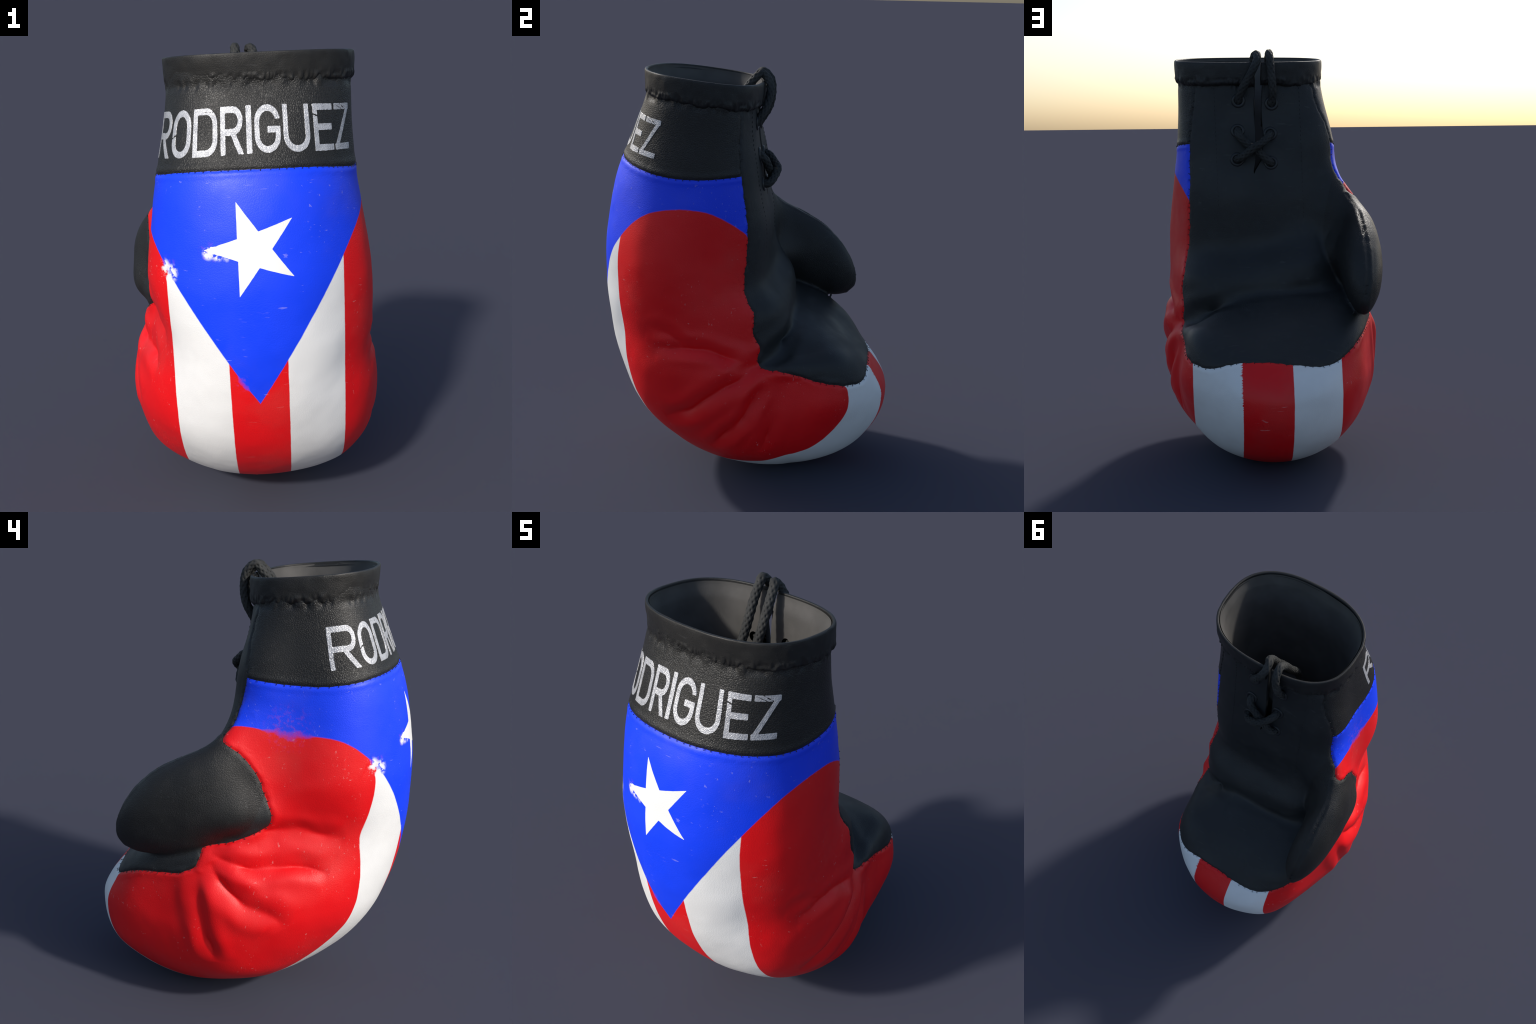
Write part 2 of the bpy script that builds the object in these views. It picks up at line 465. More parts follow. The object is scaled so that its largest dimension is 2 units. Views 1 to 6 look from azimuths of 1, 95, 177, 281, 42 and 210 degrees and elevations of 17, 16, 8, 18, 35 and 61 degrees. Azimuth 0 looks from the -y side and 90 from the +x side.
class Nodes:
    """Small helper to write node maths as expressions."""
    def __init__(self, nt):
        self.nt = nt
        self.tc = nt.nodes.new("ShaderNodeTexCoord")
        self.obj = self.tc.outputs["Object"]

    def math(self, op, a, b=None, c=None, clamp=False):
        n = self.nt.nodes.new("ShaderNodeMath")
        n.operation, n.use_clamp = op, clamp
        for k, v in enumerate((a, b, c)):
            if v is None:
                continue
            if isinstance(v, (int, float)):
                n.inputs[k].default_value = v
            else:
                self.nt.links.new(v, n.inputs[k])
        return n.outputs[0]

    def xyz(self, vec):
        n = self.nt.nodes.new("ShaderNodeSeparateXYZ")
        self.nt.links.new(vec, n.inputs[0])
        return n.outputs[0], n.outputs[1], n.outputs[2]

    def mapping(self, scale=(1, 1, 1), rot=(0, 0, 0), loc=(0, 0, 0)):
        n = self.nt.nodes.new("ShaderNodeMapping")
        self.nt.links.new(self.obj, n.inputs["Vector"])
        n.inputs["Scale"].default_value, n.inputs["Rotation"].default_value, n.inputs["Location"].default_value = scale, rot, loc
        return n.outputs[0]

    def noise(self, scale, detail=2.0, rough=.5, vec=None, colour=False, dist=0.0):
        n = self.nt.nodes.new("ShaderNodeTexNoise")
        self.nt.links.new(vec or self.obj, n.inputs["Vector"])
        n.inputs["Scale"].default_value, n.inputs["Detail"].default_value, n.inputs["Roughness"].default_value = scale, detail, rough
        n.inputs["Distortion"].default_value = dist
        return n.outputs["Color" if colour else 0]

    def voronoi(self, scale, feature="F1", vec=None, out="Distance"):
        n = self.nt.nodes.new("ShaderNodeTexVoronoi")
        n.feature = feature
        self.nt.links.new(vec or self.obj, n.inputs["Vector"])
        n.inputs["Scale"].default_value = scale
        return n.outputs[out]

    def smooth(self, x, a, b, lo=0.0, hi=1.0):
        n = self.nt.nodes.new("ShaderNodeMapRange")
        n.interpolation_type = "SMOOTHSTEP"
        self.nt.links.new(x, n.inputs[0])
        for k, v in zip((1, 2, 3, 4), (a, b, lo, hi)):
            n.inputs[k].default_value = v
        return n.outputs[0]

    def mix(self, fac, a, b):
        n = self.nt.nodes.new("ShaderNodeMix")
        n.data_type = "RGBA"
        for s, v in ((n.inputs[0], fac), (n.inputs[6], a), (n.inputs[7], b)):
            if isinstance(v, (int, float)):
                s.default_value = v
            elif isinstance(v, tuple):
                s.default_value = (*v, 1)
            else:
                self.nt.links.new(v, s)
        return n.outputs[2]

    def bump(self, height, strength, distance, normal=None):
        n = self.nt.nodes.new("ShaderNodeBump")
        n.inputs["Strength"].default_value, n.inputs["Distance"].default_value = strength, distance
        self.nt.links.new(height, n.inputs["Height"])
        if normal is not None:
            self.nt.links.new(normal, n.inputs["Normal"])
        return n.outputs[0]

    def blob(self, centre, radius):
        """1 at a place on the surface, falling to 0 at the radius."""
        n = self.nt.nodes.new("ShaderNodeVectorMath")
        n.operation = "DISTANCE"
        self.nt.links.new(self.obj, n.inputs[0])
        n.inputs[1].default_value = centre
        return self.smooth(n.outputs["Value"], radius, radius * .35)


def grain(N, scale=95, strength=.35, distance=.004):
    """Pebbled leather: rounded cells parted by narrow creases, stronger in patches."""
    warp = N.nt.nodes.new("ShaderNodeVectorMath")
    warp.operation = "MULTIPLY_ADD"
    N.nt.links.new(N.noise(45, 2, colour=True), warp.inputs[0])
    warp.inputs[1].default_value = (.007, .007, .007)
    N.nt.links.new(N.obj, warp.inputs[2])
    crease = N.smooth(N.voronoi(scale, "DISTANCE_TO_EDGE", warp.outputs[0]), 0, .22)
    fine = N.smooth(N.voronoi(scale * 2.3, "DISTANCE_TO_EDGE", warp.outputs[0]), 0, .3)
    h = N.math("ADD", crease, N.math("MULTIPLY_ADD", fine, .35, N.math("MULTIPLY", N.noise(scale * .5, 3), .5)))
    wide = N.smooth(N.noise(5, 2), .35, .65, .4, 1.0)
    return N.bump(N.math("MULTIPLY", h, wide), strength, distance)


def scratches(N, seed, amount):
    """Thin scuffed lines, a few per decimetre: value 0..1."""
    total = None
    for k, (rot, sc) in enumerate((((.3, .9, .2), (6, 40, 90)), ((1.2, .1, 2.1), (7, 90, 30)), ((.7, 2.2, 1.0), (5, 60, 60)))):
        v = N.mapping((sc[0], sc[1], sc[2]), tuple(r + seed for r in rot), (seed * 3.1, k * 1.7, 0))
        line = N.smooth(N.noise(1.0, 3, .6, v), .685 - amount, .72 - amount)
        total = line if total is None else N.math("MAXIMUM", total, line)
    patch = N.smooth(N.noise(4.5, 2, .5), .47, .56)
    return N.math("MULTIPLY", total, patch)


def printed_leather():
    m, nt, b = leather("printed_leather")
    N = Nodes(nt)
    WHITE, RED, BLUE = (.87, .87, .86), (.80, .005, .008), (.006, .055, .95)  # WHITE brightened to match the star where it faces the sun
    # places where the print is smeared: the flag's coordinates wander there
    smear = None
    for c, r in (((-.295, -.58, 1.21), .06), ((-.39, -.2, 1.355), .13), ((-.13, -.66, 1.29), .05), ((-.02, -.69, .77), .045)):
        k = N.blob(c, r)
        smear = k if smear is None else N.math("MAXIMUM", smear, k)
    amp = N.math("MULTIPLY_ADD", smear, .05, .003)
    wob = N.nt.nodes.new("ShaderNodeSeparateColor")
    nt.links.new(N.noise(22, 3, .55, colour=True), wob.inputs[0])
    x0, y0, z0 = N.xyz(N.obj)
    x = N.math("ADD", x0, N.math("MULTIPLY", N.math("SUBTRACT", wob.outputs[0], .5), amp))
    z = N.math("ADD", z0, N.math("MULTIPLY", N.math("SUBTRACT", wob.outputs[1], .5), amp))
    # one stripe border is dragged sideways under the finger tips
    drag = N.noise(1.0, 3, .7, N.mapping((6, 6, 210)))
    zone = N.math("MULTIPLY", N.smooth(z0, .30, .5), N.math("MULTIPLY", N.smooth(y0, .3, .5), N.smooth(N.math("ABSOLUTE", N.math("SUBTRACT", x0, .12)), .1, .05)))
    x = N.math("SUBTRACT", x, N.math("MULTIPLY", N.math("MULTIPLY", N.smooth(drag, .4, .8), zone), .018))
    # stripes: five bars across x, edges 0.2265 apart
    edge = .0016
    u = N.math("ABSOLUTE", N.math("SUBTRACT", x, .038))
    middle = N.smooth(u, .1133 - edge, .1133 + edge, 1, 0)
    outer = N.smooth(u, .340 - edge, .340 + edge)
    red = N.math("MAXIMUM", middle, outer)
    col = N.mix(red, WHITE, RED)
    # triangle: everything above two slanting lines
    right = N.math("MULTIPLY_ADD", N.math("SUBTRACT", x, .037), -1.634, z)
    left = N.math("MULTIPLY_ADD", N.math("SUBTRACT", x, .037), 1.59, z)
    tri = N.math("MINIMUM", right, left)
    wide = N.math("MULTIPLY_ADD", smear, .045, 4 * edge)
    fac = N.math("MULTIPLY_ADD", N.math("DIVIDE", N.math("SUBTRACT", tri, .675), wide), 1.0, .5, clamp=True)
    col = N.mix(fac, col, BLUE)
    # star: inside at least four of five half planes, one tip to the left
    sx, sz = N.math("SUBTRACT", x, .037), N.math("SUBTRACT", z, 1.3015)
    count = None
    for k in range(5):
        a = math.pi + 2 * math.pi * k / 5
        d = N.math("ADD", N.math("MULTIPLY", sx, math.cos(a)), N.math("MULTIPLY", sz, math.sin(a)))
        h = N.smooth(d, .0569 - edge, .0569 + edge, 1, 0)
        count = h if count is None else N.math("ADD", count, h)
    star = N.math("MULTIPLY", N.smooth(count, 3.4, 3.6), N.smooth(y0, -.2, -.3))
    col = N.mix(star, col, WHITE)
    # white flecks where the print has come off
    for c, r in (((-.13, -.66, 1.285), .03), ((-.095, -.665, 1.28), .03), ((-.06, -.67, 1.268), .022), ((-.285, -.59, 1.195), .045), ((-.305, -.56, 1.215), .035)):
        chip = N.math("MULTIPLY", N.blob(c, r), N.smooth(N.noise(38, 3, .55), .42, .52))
        col = N.mix(chip, col, WHITE)
    # dye bleed, scuffs, dirt
    bleed = N.math("MULTIPLY", smear, N.smooth(N.noise(60, 2), .5, .7))
    col = N.mix(N.math("MULTIPLY", bleed, .25), col, (.45, .06, .40))
    sc = scratches(N, .0, .0)
    col = N.mix(N.math("MULTIPLY", sc, .17), col, (.75, .68, .66))
    dirt = N.math("MULTIPLY", N.smooth(N.noise(2.3, 4, .6), .5, .75), .10)
    col = N.mix(dirt, col, (.22, .16, .13))
    nt.links.new(col, b.inputs["Base Color"])
    nt.links.new(N.math("ADD", N.smooth(N.noise(8, 3), .3, .7, .40, .52), N.math("MULTIPLY", sc, .2)), b.inputs["Roughness"])
    b.inputs["Specular IOR Level"].default_value = .38
    nt.links.new(grain(N, 120, .16, .002), b.inputs["Normal"])
    return m


def black_leather(name, shade=.017, rough=(.42, .56), scale=95, strength=.4, tint=(1, 1.0, .98)):
    m, nt, b = leather(name)
    N = Nodes(nt)
    worn = N.smooth(N.noise(14, 4, .65), .52, .8)
    base = tuple(shade * t for t in tint)
    col = N.mix(N.math("MULTIPLY", worn, .5), base, tuple(shade * 2.0 * t for t in tint))
    sc = scratches(N, .7, .02)
    col = N.mix(N.math("MULTIPLY", sc, .25), col, (.08, .08, .08))
    nt.links.new(col, b.inputs["Base Color"])
    nt.links.new(N.smooth(N.noise(7, 3), .3, .7, rough[0], rough[1]), b.inputs["Roughness"])
    b.inputs["Specular IOR Level"].default_value = .4
    nt.links.new(grain(N, scale, strength, .003), b.inputs["Normal"])
    return m


def plain(name, colour, rough, bump_scale=300, bump=.2, vary=.25):
    m, nt, b = leather(name)
    N = Nodes(nt)
    f = N.smooth(N.noise(11, 4), .3, .7)
    nt.links.new(N.mix(f, tuple(c * (1 - vary) for c in colour), tuple(c * (1 + vary) for c in colour)), b.inputs["Base Color"])
    b.inputs["Roughness"].default_value = rough
    b.inputs["Specular IOR Level"].default_value = .35
    nt.links.new(N.bump(N.noise(bump_scale, 2), bump, .002), b.inputs["Normal"])
    return m


def foil():
    """Worn silver lettering."""
    m, nt, b = leather("silver_print")
    N = Nodes(nt)
    worn = N.smooth(N.noise(70, 5, .7), .60, .72)
    streak = N.smooth(N.noise(1.0, 4, .65, N.mapping((30, 30, 140), (.5, .9, .3))), .62, .70)
    fac = N.math("MAXIMUM", N.math("MULTIPLY", worn, .45), N.math("MULTIPLY", streak, .6))
    tone = N.mix(N.smooth(N.noise(30, 3), .35, .65), (.44, .45, .48), (.56, .57, .60))
    nt.links.new(N.mix(fac, tone, (.10, .10, .105)), b.inputs["Base Color"])
    b.inputs["Roughness"].default_value = .36
    b.inputs["Specular IOR Level"].default_value = .6
    b.inputs["Metallic"].default_value = .35
    nt.links.new(grain(N, 115, .4, .003), b.inputs["Normal"])
    return m


# ------------------------------------------------------------------ the leather body
PRINT, BLACK, CUFF_BLACK = printed_leather(), black_leather("black_palm_leather", .019, (.45, .6), 120, .22, (.92, 1.0, 1.06)), black_leather("black_cuff_leather", .015, (.36, .46), 115, .40)  # palm base colour lightened and tinted blue for its sheen in shade
THUMB_BLACK = black_leather("black_thumb_leather", .014, (.44, .58), 120, .35)
BIND, LINING = black_leather("binding_leather", .015, (.44, .58), 140, .2), plain("lining_cloth", (.075, .072, .068), .7, 200, .25, .12)
CORD, METAL, THREAD, SILVER = plain("cord_braid", (.030, .031, .030), .72, 500, .5, .3), plain("eyelet_enamel", (.02, .021, .023), .35, 200, .1, .2), plain("dark_thread", (.02, .02, .022), .75), foil()

glove = bpy.data.objects.new("boxing_glove", None)
bpy.context.collection.objects.link(glove)
glove["label"] = "laced leather boxing glove printed with a starred flag"
glove["category"] = "boxing glove"

V, T = base_surface()
lab = np.zeros(len(T), int)


def cut(f, action):
    global V, T, lab
    V, T, side, lab = iso_cut(V, T, f, lab)
    action(side)


def drop(side_kept):
    global T, lab
    T, lab = T[side_kept], lab[side_kept]


cut(rim_height(V[:, 1]) - .06 - V[:, 2], drop)
cut(slit_field(V), drop)
cut(eyelet_field(V), drop)
g = palm_seam(V)


def mark_palm(side):
    global lab
    lab = np.where(side, 1, 0)


def mark_cuff(side):
    global lab
    lab = np.where(side & (lab == 0), 2, lab)


def thumb_share(p):
    a, b_, t = (slope_fixed(f, p) for f in (hand_field, fist_field, thumb_field))
    return np.minimum(a, b_) - t


def mark_thumb(side):
    global lab
    lab = np.where(side & (lab == 1), 3, lab)


cut(g, mark_palm)
cut(cuff_seam(V), mark_cuff)
cut(thumb_share(V), mark_thumb)
used, T = compact(V, T)
base = V[used]
base_normals = vertex_normals(base, T)
skin = base + base_normals * relief(base, base_normals)[:, None]
skin = relax(skin, T, 1, .25, (np.bincount(T.ravel(), minlength=len(skin)) > 3).astype(float))
skin[:, 2] = np.maximum(skin[:, 2], 0)
skin_normals = vertex_normals(skin, T)
panels = {}
for k, name, mat in ((0, "back_panel", PRINT), (1, "palm_panel", BLACK), (2, "cuff_panel", CUFF_BLACK), (3, "thumb", THUMB_BLACK)):
    u, f = compact(skin, T[lab == k])
    panels[name] = add(name, make_mesh(name, skin[u], f, skin_normals[u]), mat, glove)


# ------------------------------------------------------------------ cuff sections, binding and lining
def cuff_radius(theta, z, inset=0.0, inner=False):
    """Distance from the cuff's axis to the hand section at height z in direction theta."""
    c, s = np.cos(theta), np.sin(theta)
    zz = np.asarray(z, float)
    L, R, B, F = HAND_LEFT(zz), HAND_RIGHT(zz), HAND_BACK(zz), HAND_FRONT(zz)
    nb, nf = HAND_NB(zz), HAND_NF(zz)
    if inner:
        L, R = np.maximum(L, -.288), np.minimum(R, .462)
        B, F = np.maximum(B, -.495), np.minimum(F, .07)
    a = np.where(c > 0, R - AXIS[0], AXIS[0] - L) - inset
    b = np.where(s > 0, F - AXIS[1], AXIS[1] - B) - inset
    n = np.where(s > 0, nf, nb)
    return (np.abs(c / a) ** n + np.abs(s / b) ** n) ** (-1 / n)


AXIS = (.088, -.212)
SLIT_ANGLE = math.atan2(.07 - AXIS[1], SLIT_X - AXIS[0])


def build_binding():
    """Open ring of folded leather round the rim, its lower edge gathered by the stitching."""
    cols = 520
    half = SLIT_HALF / .285
    th = np.linspace(SLIT_ANGLE + half, SLIT_ANGLE + 2 * np.pi - half, cols)
    # profile: (outward offset, depth below the rim), outside going up, over the top and down inside
    prof = [(-.016, .116), (-.009, .111), (-.002, .105), (.001, .098), (.0025, .088), (.0035, .075), (.0045, .06), (.0055, .045), (.006, .028),
            (.006, .014), (.005, .005), (.003, .0012), (.001, .0002), (-.002, 0), (-.005, .0003), (-.0075, .0014), (-.0090, .004), (-.0095, .008), (-.0105, .014), (-.014, .02)]
    prof = np.array(prof)
    t = np.linspace(0, len(prof) - 1, 64)
    prof = np.stack([np.interp(t, np.arange(len(prof)), prof[:, k]) for k in range(2)], 1)
    r0 = cuff_radius(th, 1.95)
    edge = .006 * noise(np.stack([th * 5, 0 * th, 0 * th], 1), 31) + .003 * noise(np.stack([th * 22, 0 * th, 0 * th], 1), 32)
    V = []
    for k, (off, dep) in enumerate(prof):
        low = sstep(.06, .098, dep) * (t[k] < 12)
        q = np.stack([th * 24, np.full(cols, dep * 60), 0 * th], 1)
        q2 = np.stack([th * 48, np.full(cols, dep * 45), 0 * th + 5], 1)
        wr = low * (.0030 * noise(q, 33) + .0038 * noise(q2, 34)) + (t[k] < 11) * .0012 * noise(q * .5, 35)
        r = r0 + off + .003 + wr
        x, y = AXIS[0] + r * np.cos(th), AXIS[1] + r * np.sin(th)
        V.append(np.stack([x, y, rim_height(y) - dep - edge * low], 1))
    V = np.concatenate(V)
    F = grid_faces(len(prof), cols)
    # end caps at the slit
    caps = []
    for j in (0, cols - 1):
        ring = np.arange(len(prof)) * cols + j
        n = len(ring)
        quad = np.stack([ring[:n // 2 - 1], ring[1:n // 2], ring[::-1][1:n // 2], ring[::-1][:n // 2 - 1]], 1)
        caps.append(quad if j == 0 else quad[:, ::-1])
    return make_mesh("cuff_binding", V, np.concatenate([F] + caps))


binding = add("cuff_binding", build_binding(), BIND, glove)


def build_lining():
    rows, cols = 90, 360
    th = np.linspace(0, 2 * np.pi, cols, endpoint=False)
    V = []
    for k in range(rows):
        u = k / (rows - 1)
        drop_ = .009 + u * .66
        y = AXIS[1] + cuff_radius(th, 1.9) * np.sin(th)
        z = rim_height(y) - drop_
        inset = .0096 + .012 * sstep(0, .1, u) + .035 * sstep(.05, .45, u) + .07 * sstep(.4, 1, u)
        r = np.minimum(cuff_radius(th, z, inset), cuff_radius(th, np.full(cols, 1.95), inset - .0002))
        r = r + .004 * noise(np.stack([np.cos(th) * 2, np.sin(th) * 2, np.full(cols, u * 4)], 1), 41)
        V.append(np.stack([AXIS[0] + r * np.cos(th), AXIS[1] + r * np.sin(th), z], 1))
    for k in range(1, 10):
        s = 1 - k / 10
        last = V[rows - 1]
        V.append(np.stack([AXIS[0] + (last[:, 0] - AXIS[0]) * s, AXIS[1] + (last[:, 1] - AXIS[1]) * s, last[:, 2] - .06 * (1 - s * s)], 1))
    V = np.concatenate(V)
    F = grid_faces(rows + 9, cols, wrap_cols=True)[:, ::-1]
    Tl = np.concatenate([F[:, [0, 1, 2]], F[:, [0, 2, 3]]])
    for fld in (slit_field, eyelet_field):
        V, Tl, keep, _ = iso_cut(V, Tl, fld(V))
        Tl = Tl[keep]
    u, f = compact(V, Tl)
    return make_mesh("lining", V[u], f[:, ::-1])


lining = add("lining", build_lining(), LINING, glove)


def front_of_hand(x, z):
    """y of the outer palm leather at (x, z), found by bisection."""
    x, z = np.broadcast_arrays(np.asarray(x, float), np.asarray(z, float))
    lo, hi = np.full(x.shape, -.2), np.full(x.shape, .35)
    for _ in range(30):
        m = .5 * (lo + hi)
        inside = body_field(np.stack([x, m, z], -1)) < 0
        lo, hi = np.where(inside, m, lo), np.where(inside, hi, m)
    return lo


def build_slit_edge():
    """Turned leather edges that join the outer palm to the lining along the slit."""
    z = np.linspace(SLIT_END + .004, 1.865, 90)
    half = SLIT_HALF * np.clip((z - SLIT_END) / .09, 0, 1)
    mid = SLIT_X + .025 * sstep(1.47, SLIT_END, z) + .003 * np.sin(z * 23)
    V, F = [], []
    for sgn in (-1, 1):
        x = mid + sgn * half
        yo = front_of_hand(x, z) + .001
        depth = np.array([0, .002, .01, .02, .028])
        bulge = np.array([.0015, -.001, -.0015, -.001, .002])
        for d, bl in zip(depth, bulge):
            V.append(np.stack([x + sgn * bl, yo - d, z], 1))
        f = grid_faces(5, len(z)) + (0 if sgn < 0 else 5 * len(z))
        F.append(f if sgn < 0 else f[:, ::-1])
    return make_mesh("slit_edge", np.concatenate(V), np.concatenate(F))


slit_edge = add("slit_edge", build_slit_edge(), BLACK, panels["palm_panel"])


# ------------------------------------------------------------------ eyelets and laces
def ring_mesh(name, R, r, squash, n=48, m=16):
    a, b = np.meshgrid(np.arange(n) * 2 * np.pi / n, np.arange(m) * 2 * np.pi / m, indexing="ij")
    rr = R + r * np.cos(b)
    V = np.stack([rr * np.cos(a), squash * r * np.sin(b), rr * np.sin(a)], -1).reshape(-1, 3)
    return make_mesh(name, V, grid_faces(n, m, True, True))


eyelet_mesh = ring_mesh("eyelet", .0260, .0088, .75)
eyelet_mesh.materials.append(METAL)
for ex, ez in EYELETS:
    y = float(front_of_hand(ex, ez))
    tilt = (float(front_of_hand(ex, ez + .03)) - float(front_of_hand(ex, ez - .03))) / .06
    yaw = (float(front_of_hand(ex + .03, ez)) - float(front_of_hand(ex - .03, ez))) / .06
    ob = add("eyelet", eyelet_mesh, None, panels["palm_panel"])
    ob.location = (ex, y + .001, ez)
    ob.rotation_euler = (-math.atan(tilt), 0, math.atan(yaw))


def braid(name, points, R=.0208, taper=True):
    """A braided round cord swept along a smooth path."""
    path = spline(points, 60 * len(points))
    seg = np.linalg.norm(np.diff(path, axis=0), axis=1)
    s = np.concatenate([[0], np.cumsum(seg)])
    n = max(12, int(s[-1] / .0016))
    su = np.linspace(0, s[-1], n)
    P = np.stack([np.interp(su, s, path[:, k]) for k in range(3)], 1)
    tan = np.gradient(P, axis=0)
    tan /= np.linalg.norm(tan, axis=1, keepdims=True)
    nrm = np.empty_like(P)
    ref = np.cross(tan[0], [1.0, .2, .1])
    nrm[0] = ref / np.linalg.norm(ref)
    for i in range(1, n):
        q = nrm[i - 1] - (nrm[i - 1] @ tan[i]) * tan[i]
        nrm[i] = q / np.linalg.norm(q)
    bi = np.cross(tan, nrm)
    m = 48
    a = np.arange(m) * 2 * np.pi / m
    A, S = np.meshgrid(a, su, indexing="xy")
    # two families of strands winding both ways, passing over and under
    turns, strands = 2 * np.pi / .075, 6
    p1, p2 = strands * A + strands * turns * S / 2.6, strands * A - strands * turns * S / 2.6
    over = .5 + .5 * np.sin((p1 + p2) / 2) * np.sin((p1 - p2) / 2)
    w1, w2 = np.abs(np.cos(p1 / 2)) ** .7, np.abs(np.cos(p2 / 2)) ** .7
    h = np.maximum(w1 * (.65 + .35 * over), w2 * (1 - .35 * over))
    r = R * (.66 + .40 * h)
    if taper:
        end = np.minimum(su, su[-1] - su)
        r = r * np.sqrt(np.clip(end / .006, .05, 1))[:, None]
    V = P[:, None] + r[..., None] * (np.cos(A)[..., None] * nrm[:, None] + np.sin(A)[..., None] * bi[:, None])
    return make_mesh(name, V.reshape(-1, 3), grid_faces(n, m, wrap_cols=True)[:, ::-1])


def at_eyelet(k, out):
    ex, ez = EYELETS[k]
    return (ex, float(front_of_hand(ex, ez)) + out, ez)


LOOPS = [
    # out of the upper holes, over the rim and down into the cuff
    [(0.15, 0.000, 1.735), at_eyelet(0, -.005), (0.14, 0.040, 1.768), (0.118, 0.068, 1.815), (0.082, 0.084, 1.875), (0.052, 0.078, 1.935), (0.048, 0.044, 1.972), (0.062, 0.022, 1.962), (0.074, -0.030, 1.9), (0.078, -0.090, 1.8), (0.076, -0.150, 1.71), (0.074, -0.190, 1.62)],
    [(-0.03, 0.000, 1.715), at_eyelet(1, -.005), (-0.026, 0.040, 1.755), (-0.026, 0.072, 1.81), (-0.02, 0.086, 1.875), (-0.014, 0.080, 1.94), (-0.012, 0.046, 1.977), (-0.01, 0.024, 1.967), (-0.004, -0.030, 1.9), (0.002, -0.090, 1.8), (0.004, -0.150, 1.71), (0.004, -0.190, 1.62)],
]
CROSSES = [
    [(0.15, 0.000, 1.62), at_eyelet(2, -.003), (0.14, 0.074, 1.578), (0.1, 0.086, 1.537), (0.064, 0.093, 1.512), (0.032, 0.098, 1.487), (0, 0.094, 1.457), at_eyelet(5, .0), (-0.015, 0.000, 1.44)],
    [(-0.012, 0.000, 1.61), at_eyelet(3, -.003), (-0.006, 0.078, 1.578), (0.025, 0.108, 1.548), (0.065, 0.128, 1.525), (0.105, 0.118, 1.495), (0.14, 0.098, 1.468), at_eyelet(4, .0), (0.155, 0.000, 1.455)],
]
for pts in LOOPS + CROSSES:
    add("lace", braid("lace", pts), CORD, glove)


# ------------------------------------------------------------------ lettering
# drawn in a space of height 1; stroke and squeeze follow the worn block capitals
STROKE = .136


def box(px, pz, x0, x1, z0, z1, r=.018):
    cx, cz, hx, hz = (x0 + x1) / 2, (z0 + z1) / 2, (x1 - x0) / 2 - r, (z1 - z0) / 2 - r
    qx, qz = np.abs(px - cx) - hx, np.abs(pz - cz) - hz
    return np.hypot(np.maximum(qx, 0), np.maximum(qz, 0)) + np.minimum(np.maximum(qx, qz), 0) - r


def bar(px, pz, ax, az, bx, bz, w=STROKE):
    """Slanted bar between two points."""
    dx, dz = bx - ax, bz - az
    L = math.hypot(dx, dz)
    u, v = ((px - ax) * dx + (pz - az) * dz) / L, (-(px - ax) * dz + (pz - az) * dx) / L
    return box(u, v, 0, L, -w / 2, w / 2, .012)


def bowl(px, pz, x0, x1, z0, z1, rx, rz, w=STROKE):
    """Outline of a rounded frame with elliptical corners, stroke w inwards."""
    def frame(x0, x1, z0, z1, rx, rz):
        cx, cz = (x0 + x1) / 2, (z0 + z1) / 2
        k = rz / rx
        return box((px - cx) * k, pz - cz, -(x1 - x0) / 2 * k, (x1 - x0) / 2 * k, -(z1 - z0) / 2, (z1 - z0) / 2, rz) / max(k, 1)
    return np.maximum(frame(x0, x1, z0, z1, rx, rz), -frame(x0 + w, x1 - w, z0 + w, z1 - w, max(rx - w, .04), max(rz - w, .05)))


def glyph(ch, x, z, W):
    S = STROKE
    if ch == "I":
        return box(x, z, 0, W, 0, 1)
    if ch == "E":
        f = box(x, z, 0, S, 0, 1)
        for z0, x1 in ((0, W), (.44, W * .93), (1 - S, W)):
            f = np.minimum(f, box(x, z, 0, x1, z0, z0 + S))
        return f
    if ch == "Z":
        f = np.minimum(box(x, z, 0, W, 0, S), box(x, z, .01, W, 1 - S, 1))
        d = bar(x, z, S * .45, S * .4, W - S * .45, 1 - S * .4, S * .95)
        return np.minimum(f, np.maximum(d, np.maximum(-z, z - 1)))
    if ch == "O":
        return bowl(x, z, 0, W, 0, 1, W * .5, .36)
    if ch == "U":
        return np.maximum(bowl(x, z, 0, W, 0, 1.6, W * .5, .36), z - 1)
    if ch == "D":
        f = np.maximum(bowl(x, z, -.5, W, 0, 1, .34, .34), -x)
        return np.minimum(f, box(x, z, 0, S, 0, 1))
    if ch == "R":
        f = np.maximum(bowl(x, z, -.5, W * .95, .40, 1, .29, .29), -x)
        f = np.minimum(f, box(x, z, 0, S, 0, 1))
        leg = np.maximum(bar(x, z, W * .48, .5, W - S * .5, -.06), -z)
        return np.minimum(f, leg)
    if ch == "G":
        f = bowl(x, z, 0, W, 0, 1, W * .5, .36)
        gap = box(x, z, W * .5, W + .2, .42, .70, .01)
        f = np.maximum(f, -gap)
        f = np.minimum(f, box(x, z, W - S, W, .3, .55))
        return np.minimum(f, box(x, z, W * .5, W, .55 - S, .55))


# letter, left and right along the cuff (metres from the front), at mid height
WORD = [("R", -.460, -.333), ("O", -.326, -.236), ("D", -.226, -.129), ("R", -.117, -.028), ("I", -.0197, .0005),
        ("G", .0115, .108), ("U", .119, .222), ("E", .240, .328), ("Z", .338, .437)]
# gouges through the print: letter index, ends in letter space, width
GOUGES = [(1, -.05, .40, .35, .52, .035), (1, .5, .62, .8, .68, .02), (7, -.05, .80, .35, .70, .03), (7, -.05, .78, .2, .76, .02), (8, .05, .98, .55, .85, .022), (8, .3, 1.0, .75, .86, .018), (2, .4, .93, .9, .9, .012), (7, .1, .50, .3, .47, .02)]


